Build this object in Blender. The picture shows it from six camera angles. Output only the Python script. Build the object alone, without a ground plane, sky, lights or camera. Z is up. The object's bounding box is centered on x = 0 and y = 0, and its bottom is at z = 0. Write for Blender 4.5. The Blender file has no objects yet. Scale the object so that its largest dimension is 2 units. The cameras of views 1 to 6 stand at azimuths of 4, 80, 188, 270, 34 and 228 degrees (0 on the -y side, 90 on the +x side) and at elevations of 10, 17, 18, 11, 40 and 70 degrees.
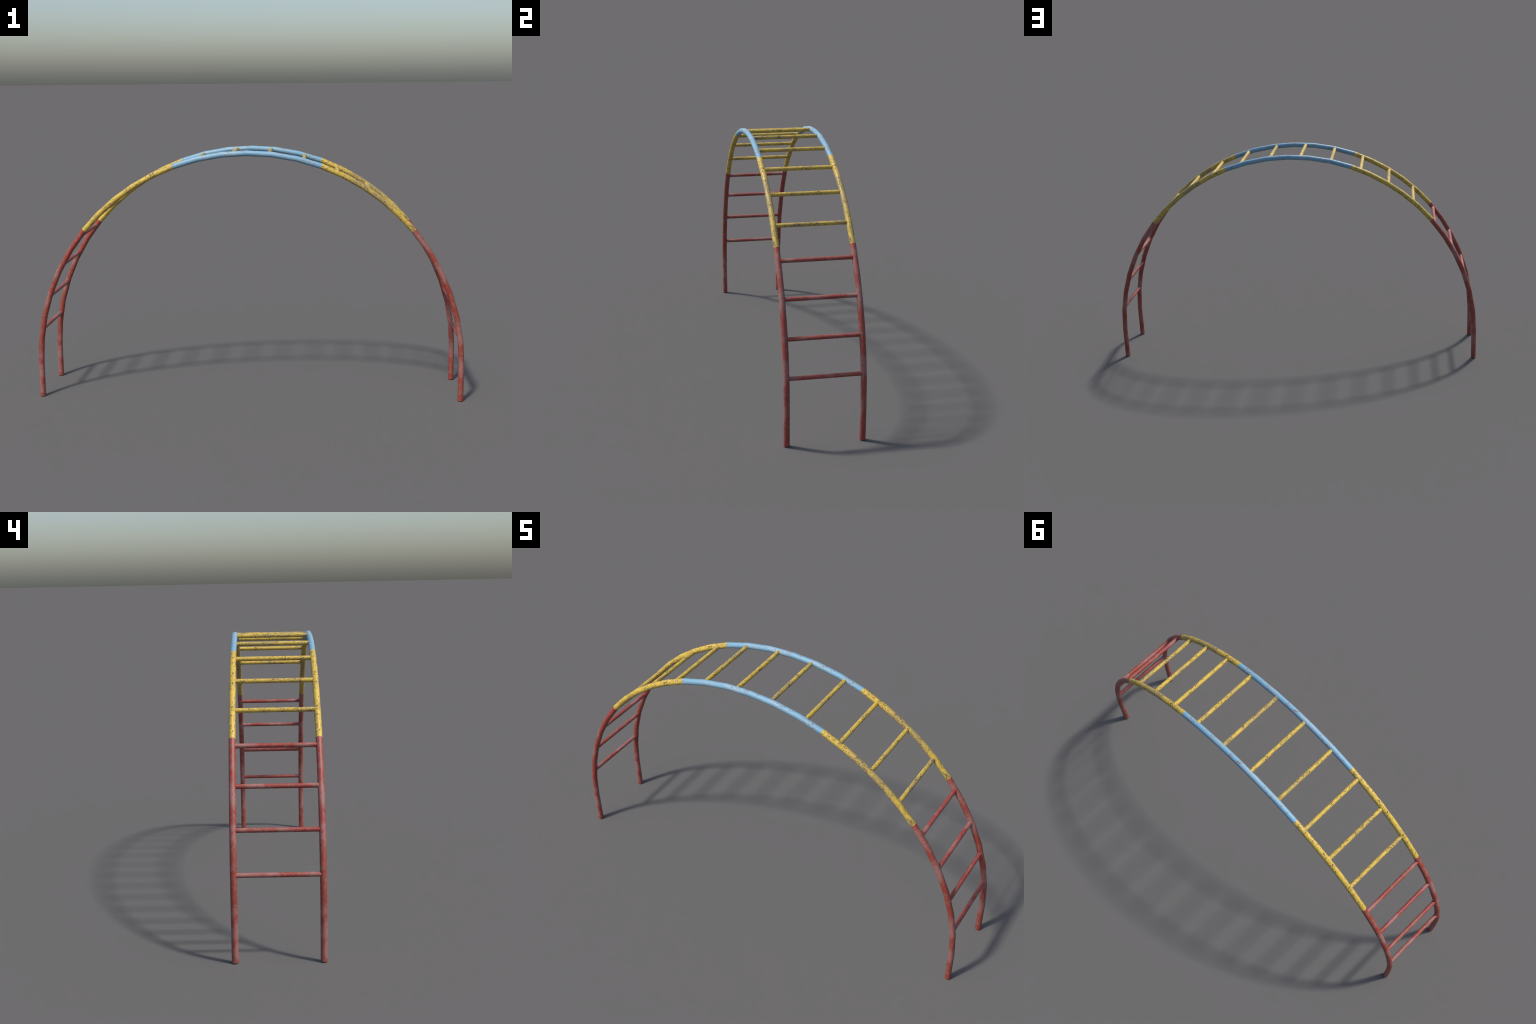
# Playground climbing arch: two semicircular steel side rails (red legs, yellow
# shoulders, blue crown) joined by eighteen thin rungs, all in worn, chipped paint.
import bpy, math, random
from mathutils import Vector

random.seed(7)

# ------------------------------------------------------------------ dimensions
ARCH_RADIUS = 0.9870          # tube axis
SPRING_Z = 0.1647             # straight feet below this height
RAIL_Y = 0.1645               # half the distance between the rail axes
RAIL_TUBE = 0.0130            # radius of the rail tube
RUNG_TUBE = 0.0092
BLUE_END = 20.0              # degrees from the top, where blue meets yellow
YELLOW_END = 50.0            # where yellow meets red
RUNG_STEP, RUNG_SHIFT = 9.555, 0.86
RUNG_RADIUS = 0.9862          # rungs pass a little inside the rail axis
SIDES = 28

# ------------------------------------------------------------------ materials
class Nodes:
    def __init__(self, name):
        self.mat = bpy.data.materials.new(name)
        self.mat.use_nodes = True
        self.t = self.mat.node_tree
        self.t.nodes.clear()
        self.out = self.t.nodes.new('ShaderNodeOutputMaterial')
        self.bsdf = self.t.nodes.new('ShaderNodeBsdfPrincipled')
        self.t.links.new(self.bsdf.outputs[0], self.out.inputs[0])

    def put(self, sock, val):
        if isinstance(val, bpy.types.NodeSocket):
            self.t.links.new(val, sock)
        else:
            sock.default_value = val

    def math(self, op, a, b=0.0, c=0.0, clamp=False):
        n = self.t.nodes.new('ShaderNodeMath')
        n.operation, n.use_clamp = op, clamp
        for s, v in zip(n.inputs, (a, b, c)):
            self.put(s, v)
        return n.outputs[0]

    def combine(self, x, y, z):
        n = self.t.nodes.new('ShaderNodeCombineXYZ')
        for s, v in zip(n.inputs, (x, y, z)):
            self.put(s, v)
        return n.outputs[0]

    def separate(self, v):
        n = self.t.nodes.new('ShaderNodeSeparateXYZ')
        self.put(n.inputs[0], v)
        return n.outputs

    def stretch(self, v, scale, shift=(0, 0, 0)):
        n = self.t.nodes.new('ShaderNodeMapping')
        self.put(n.inputs['Vector'], v)
        n.inputs['Scale'].default_value = scale
        n.inputs['Location'].default_value = shift
        return n.outputs[0]

    def noise(self, v, scale, detail=3.0, rough=0.55, distort=0.0):
        n = self.t.nodes.new('ShaderNodeTexNoise')
        self.put(n.inputs['Vector'], v)
        n.inputs['Scale'].default_value = scale
        n.inputs['Detail'].default_value = detail
        n.inputs['Roughness'].default_value = rough
        n.inputs['Distortion'].default_value = distort
        return n.outputs['Fac']

    def step(self, v, lo, hi, to0=0.0, to1=1.0):
        n = self.t.nodes.new('ShaderNodeMapRange')
        n.interpolation_type = 'SMOOTHSTEP'
        self.put(n.inputs['Value'], v)
        self.put(n.inputs['From Min'], lo)
        self.put(n.inputs['From Max'], hi)
        n.inputs['To Min'].default_value = to0
        n.inputs['To Max'].default_value = to1
        return n.outputs[0]

    def mix(self, fac, a, b):
        n = self.t.nodes.new('ShaderNodeMix')
        n.data_type = 'RGBA'
        self.put(n.inputs['Factor'], fac)
        col = [s for s in n.inputs if s.type == 'RGBA']
        for s, v in zip(col, (a, b)):
            self.put(s, (*v, 1.0) if isinstance(v, tuple) else v)
        return [s for s in n.outputs if s.type == 'RGBA'][0]

    def finish(self, color, rough, height=None, depth=0.0006, spec=0.5):
        self.put(self.bsdf.inputs['Base Color'], color)
        self.put(self.bsdf.inputs['Roughness'], rough)
        self.bsdf.inputs['Specular IOR Level'].default_value = spec
        if height is not None:
            b = self.t.nodes.new('ShaderNodeBump')
            b.inputs['Strength'].default_value = 0.5
            b.inputs['Distance'].default_value = depth
            self.put(b.inputs['Height'], height)
            self.t.links.new(b.outputs[0], self.bsdf.inputs['Normal'])
        return self.mat


def tube_coordinates(n, rung):
    """(length along the tube, across, across): the paint wears along the tube."""
    tc = n.t.nodes.new('ShaderNodeTexCoord')
    x, y, z = n.separate(tc.outputs['Object'])
    if rung:
        r = n.t.nodes.new('ShaderNodeObjectInfo').outputs['Random']
        return n.combine(n.math('MULTIPLY_ADD', r, 23.0, y), n.math('MULTIPLY_ADD', r, 7.0, x), z)
    up = n.math('SUBTRACT', z, SPRING_Z)
    above = n.math('MAXIMUM', up, 0.0)
    below = n.math('MAXIMUM', n.math('MULTIPLY', up, -1.0), 0.0)
    arc = n.math('MULTIPLY', n.math('ARCTAN2', x, above), ARCH_RADIUS)
    s = n.math('ADD', arc, n.math('MULTIPLY', n.math('SIGN', x), below))
    rad = n.math('SQRT', n.math('ADD', n.math('MULTIPLY', x, x), n.math('MULTIPLY', above, above)))
    return n.combine(s, n.math('SUBTRACT', rad, ARCH_RADIUS), y)


def band(n, v, centre, half):
    """1 inside a stretch of the tube, fading out over its ends."""
    s = n.separate(v)[0]
    return n.step(n.math('ABSOLUTE', n.math('SUBTRACT', s, centre)), half * 0.45, half * 1.2, 1.0, 0.0)


def yellow_paint(name, rung=False):
    n = Nodes(name)
    v = tube_coordinates(n, rung)
    fade = n.step(n.noise(n.stretch(v, (1, 2.0, 2.0), (0.31, 0.4, 0.9)), 7.0, 4.0, 0.62), 0.46, 0.66)
    if not rung:      # dull stretch in the middle of one shoulder
        fade = n.math('MAXIMUM', n.math('MULTIPLY', fade, 0.65), n.math('MULTIPLY', band(n, v, 0.60, 0.14),
                      n.step(n.noise(v, 22.0, 3.0), 0.25, 0.55, 0.2, 1.0)))
    color = n.mix(fade, (0.570, 0.392, 0.050), (0.365, 0.268, 0.085))
    tone = n.noise(n.stretch(v, (1, 1, 1), (3.3, 0.7, 0.2)), 55.0, 5.0, 0.65)
    color = n.mix(n.step(tone, 0.42, 0.75, 0.0, 0.40), color, (0.530, 0.405, 0.140))
    # chips through to old primer and rust: a few big ones in clusters, many fine pits
    cluster = n.noise(n.stretch(v, (1, 1, 1), (1.7, 0.3, 5.1)), 30.0, 2.0)
    grain = n.noise(n.stretch(v, (0.62, 1, 1), (0, 2.4, 0)), 205.0, 4.0, 0.6, 0.3)
    pick = n.math('MULTIPLY_ADD', cluster, 0.27, grain)
    chip = n.step(pick, 0.672, 0.765)
    fine = n.noise(n.stretch(v, (0.6, 1, 1), (5, 1.1, 3)), 330.0, 3.0, 0.6)
    pit = n.step(n.math('MULTIPLY_ADD', cluster, 0.25, fine), 0.712, 0.80)
    rust = n.mix(n.step(n.noise(v, 70.0, 2.0), 0.42, 0.6), (0.070, 0.042, 0.036), (0.105, 0.052, 0.042))
    color = n.mix(n.math('MULTIPLY', pit, 0.60), color, (0.150, 0.095, 0.050))
    color = n.mix(n.math('MULTIPLY', chip, 0.86), color, rust)
    rough = n.step(chip, 0.0, 1.0, 0.48, 0.75)
    return n.finish(color, rough, n.math('SUBTRACT', 1.0, n.math('MAXIMUM', chip, pit)), 0.0005)


def blue_paint(name):
    n = Nodes(name)
    v = tube_coordinates(n, False)
    fade = n.step(n.noise(n.stretch(v, (1, 1.6, 1.6), (0.2, 0.1, 0.6)), 12.0, 4.0, 0.62), 0.42, 0.66)
    color = n.mix(fade, (0.148, 0.335, 0.475), (0.205, 0.350, 0.452))
    cluster = n.noise(n.stretch(v, (1, 1, 1), (4.1, 0.3, 2.1)), 28.0, 2.0)
    grain = n.noise(n.stretch(v, (0.7, 1, 1), (0, 1.9, 0.4)), 190.0, 3.0, 0.6, 0.3)
    pick = n.math('MULTIPLY_ADD', cluster, 0.40, grain)
    edge = n.step(pick, 0.715, 0.80)
    chip = n.step(pick, 0.79, 0.88)
    fine = n.noise(n.stretch(v, (0.7, 1, 1), (5, 1.1, 3)), 300.0, 2.0, 0.6)
    pit = n.step(fine, 0.63, 0.71)
    rust = n.mix(n.step(n.noise(v, 80.0, 2.0), 0.42, 0.6), (0.105, 0.080, 0.078), (0.150, 0.070, 0.048))
    color = n.mix(n.math('MULTIPLY', n.math('MAXIMUM', edge, pit), 0.60), color, (0.330, 0.305, 0.295))
    color = n.mix(n.math('MULTIPLY', chip, 0.90), color, rust)
    rough = n.step(chip, 0.0, 1.0, 0.52, 0.75)
    return n.finish(color, rough, n.math('SUBTRACT', 1.0, chip), 0.0004)


def red_paint(name, rung=False):
    n = Nodes(name)
    v = tube_coordinates(n, rung)
    # sun-bleached, chalky patches with ragged ends
    patch = n.noise(n.stretch(v, (1, 1.3, 1.3), (0.9, 0.55, 0.3)), 9.0, 6.0, 0.62)
    chalk = n.step(patch, 0.465, 0.61)
    mottle = n.noise(n.stretch(v, (0.75, 1, 1), (2, 5, 1)), 95.0, 5.0, 0.68)
    chalk = n.math('MULTIPLY', chalk, n.step(mottle, 0.30, 0.56, 0.35, 1.0))
    veil = n.step(mottle, 0.48, 0.70, 0.0, 0.40)
    chalk = n.math('MAXIMUM', chalk, veil)
    color = n.mix(chalk, (0.268, 0.032, 0.021), (0.318, 0.126, 0.116))
    # fine scuffs through to the tan undercoat, a few pits to bare steel
    scuff = n.noise(n.stretch(v, (0.62, 1, 1), (1, 3, 0)), 235.0, 4.0, 0.68, 0.3)
    where = n.noise(n.stretch(v, (1, 1, 1), (6, 2, 2)), 34.0, 2.0)
    pick = n.math('MULTIPLY_ADD', where, 0.40, scuff)
    color = n.mix(n.step(pick, 0.72, 0.83, 0.0, 0.72), color, (0.220, 0.155, 0.105))
    spot = n.math('MULTIPLY_ADD', n.noise(n.stretch(v, (1, 1, 1), (8, 1, 4)), 24.0, 1.0), 0.30,
                  n.noise(n.stretch(v, (0.8, 1, 1), (3, 7, 4)), 190.0, 2.0, 0.5))
    dark = n.step(spot, 0.845, 0.90)
    color = n.mix(n.math('MULTIPLY', dark, 0.80), color, (0.075, 0.050, 0.034))
    rough = n.step(chalk, 0.0, 1.0, 0.50, 0.60)
    return n.finish(color, rough, n.math('SUBTRACT', 1.0, n.math('MAXIMUM', dark, n.step(pick, 0.75, 0.87))), 0.0003)


# ------------------------------------------------------------------ geometry
def tube_mesh(name, rings, radius, material, cap_start=False, cap_end=False):
    """rings: list of (centre, unit across A, unit across B, mitre stretch of A)."""
    verts, normals, faces = [], [], []
    for c, a, b, st in rings:
        for k in range(SIDES):
            t = 2 * math.pi * k / SIDES
            verts.append(c + a * (math.cos(t) * radius * st) + b * (math.sin(t) * radius))
            normals.append(a * math.cos(t) + b * math.sin(t))
    for i in range(len(rings) - 1):
        for k in range(SIDES):
            k2 = (k + 1) % SIDES
            p, q = i * SIDES, (i + 1) * SIDES
            faces.append((p + k, p + k2, q + k2, q + k))
    side_faces = len(faces)

    def cap(ring, flip):
        c, a, b, st = rings[ring]
        base = len(verts)
        for k in range(SIDES):                 # own vertices: hard rim
            verts.append(verts[(ring % len(rings)) * SIDES + k].copy())
            normals.append(a.cross(b) * (-1 if flip else 1))
        order = list(range(base, base + SIDES))
        faces.append(tuple(reversed(order)) if flip else tuple(order))
    if cap_start:
        cap(0, True)
    if cap_end:
        cap(len(rings) - 1, False)
    me = bpy.data.meshes.new(name)
    me.from_pydata([tuple(p) for p in verts], [], faces)
    me.polygons.foreach_set('use_smooth', [True] * len(faces))
    me.normals_split_custom_set_from_vertices([tuple(x) for x in normals])
    me.materials.append(material)
    me.update()
    return me


def arch_ring(angle):
    """Ring of the rail tube where two straight lengths of the arch meet."""
    t = math.radians(angle)
    out = Vector((math.sin(t), 0, math.cos(t)))
    return (Vector((0, 0, SPRING_Z)) + out * ARCH_RADIUS, out, Vector((0, -1, 0)), 1.0)


def spaced(a, b, count):
    return [a + (b - a) * i / count for i in range(count + 1)]


def leg_rings(side):
    rings = [arch_ring(side * a) for a in spaced(YELLOW_END, 90.0, 6)]
    for z in (0.110, 0.055, 0.003, 0.0):       # straight foot with a softened rim
        rings.append((Vector((side * ARCH_RADIUS, 0, z)), Vector((side, 0, 0)), Vector((0, -1, 0)), 1.0))
    if side < 0:
        rings.reverse()
    return rings


def add(name, mesh, parent):
    ob = bpy.data.objects.new(name, mesh)
    bpy.context.scene.collection.objects.link(ob)
    ob.parent = parent
    return ob


red_rail, red_rung = red_paint('red_paint'), red_paint('red_rung_paint', True)
yellow_rail, yellow_rung = yellow_paint('yellow_paint'), yellow_paint('yellow_rung_paint', True)
blue_rail = blue_paint('blue_paint')

arch = bpy.data.objects.new('climbing_arch', None)
bpy.context.scene.collection.objects.link(arch)
arch['label'] = 'arched playground ladder with worn red, yellow and blue tubes'
arch['category'] = 'climbing frame'

pieces = [
    ('crown_tube', tube_mesh('crown_tube', [arch_ring(a) for a in spaced(-BLUE_END, BLUE_END, 6)], RAIL_TUBE, blue_rail)),
    ('shoulder_tube', tube_mesh('shoulder_tube', [arch_ring(a) for a in spaced(BLUE_END, YELLOW_END, 5)], RAIL_TUBE, yellow_rail)),
    ('shoulder_tube', tube_mesh('shoulder_tube', [arch_ring(a) for a in spaced(-YELLOW_END, -BLUE_END, 5)], RAIL_TUBE, yellow_rail)),
    ('leg_tube', tube_mesh('leg_tube', leg_rings(1), RAIL_TUBE, red_rail, cap_end=True)),
    ('leg_tube', tube_mesh('leg_tube', leg_rings(-1), RAIL_TUBE, red_rail, cap_start=True)),
]
for y in (-RAIL_Y, RAIL_Y):
    for name, me in pieces:
        add(name, me, arch).location = (0, y, 0)

def rung_rings():
    return [(Vector((0, y, 0)), Vector((0, 0, 1)), Vector((1, 0, 0)), 1.0)
            for y in spaced(-RAIL_Y, RAIL_Y, 6)]

rung_meshes = {m: tube_mesh('rung', rung_rings(), RUNG_TUBE, m, True, True) for m in (red_rung, yellow_rung)}
for k in range(-9, 9):
    angle = RUNG_SHIFT + RUNG_STEP * (k + 0.5)
    t = math.radians(angle)
    rung = add('rung', rung_meshes[red_rung if abs(angle) > YELLOW_END else yellow_rung], arch)
    rung.location = (RUNG_RADIUS * math.sin(t), 0, SPRING_Z + RUNG_RADIUS * math.cos(t))
    rung.rotation_euler = (0, t + random.uniform(-3, 3), 0)
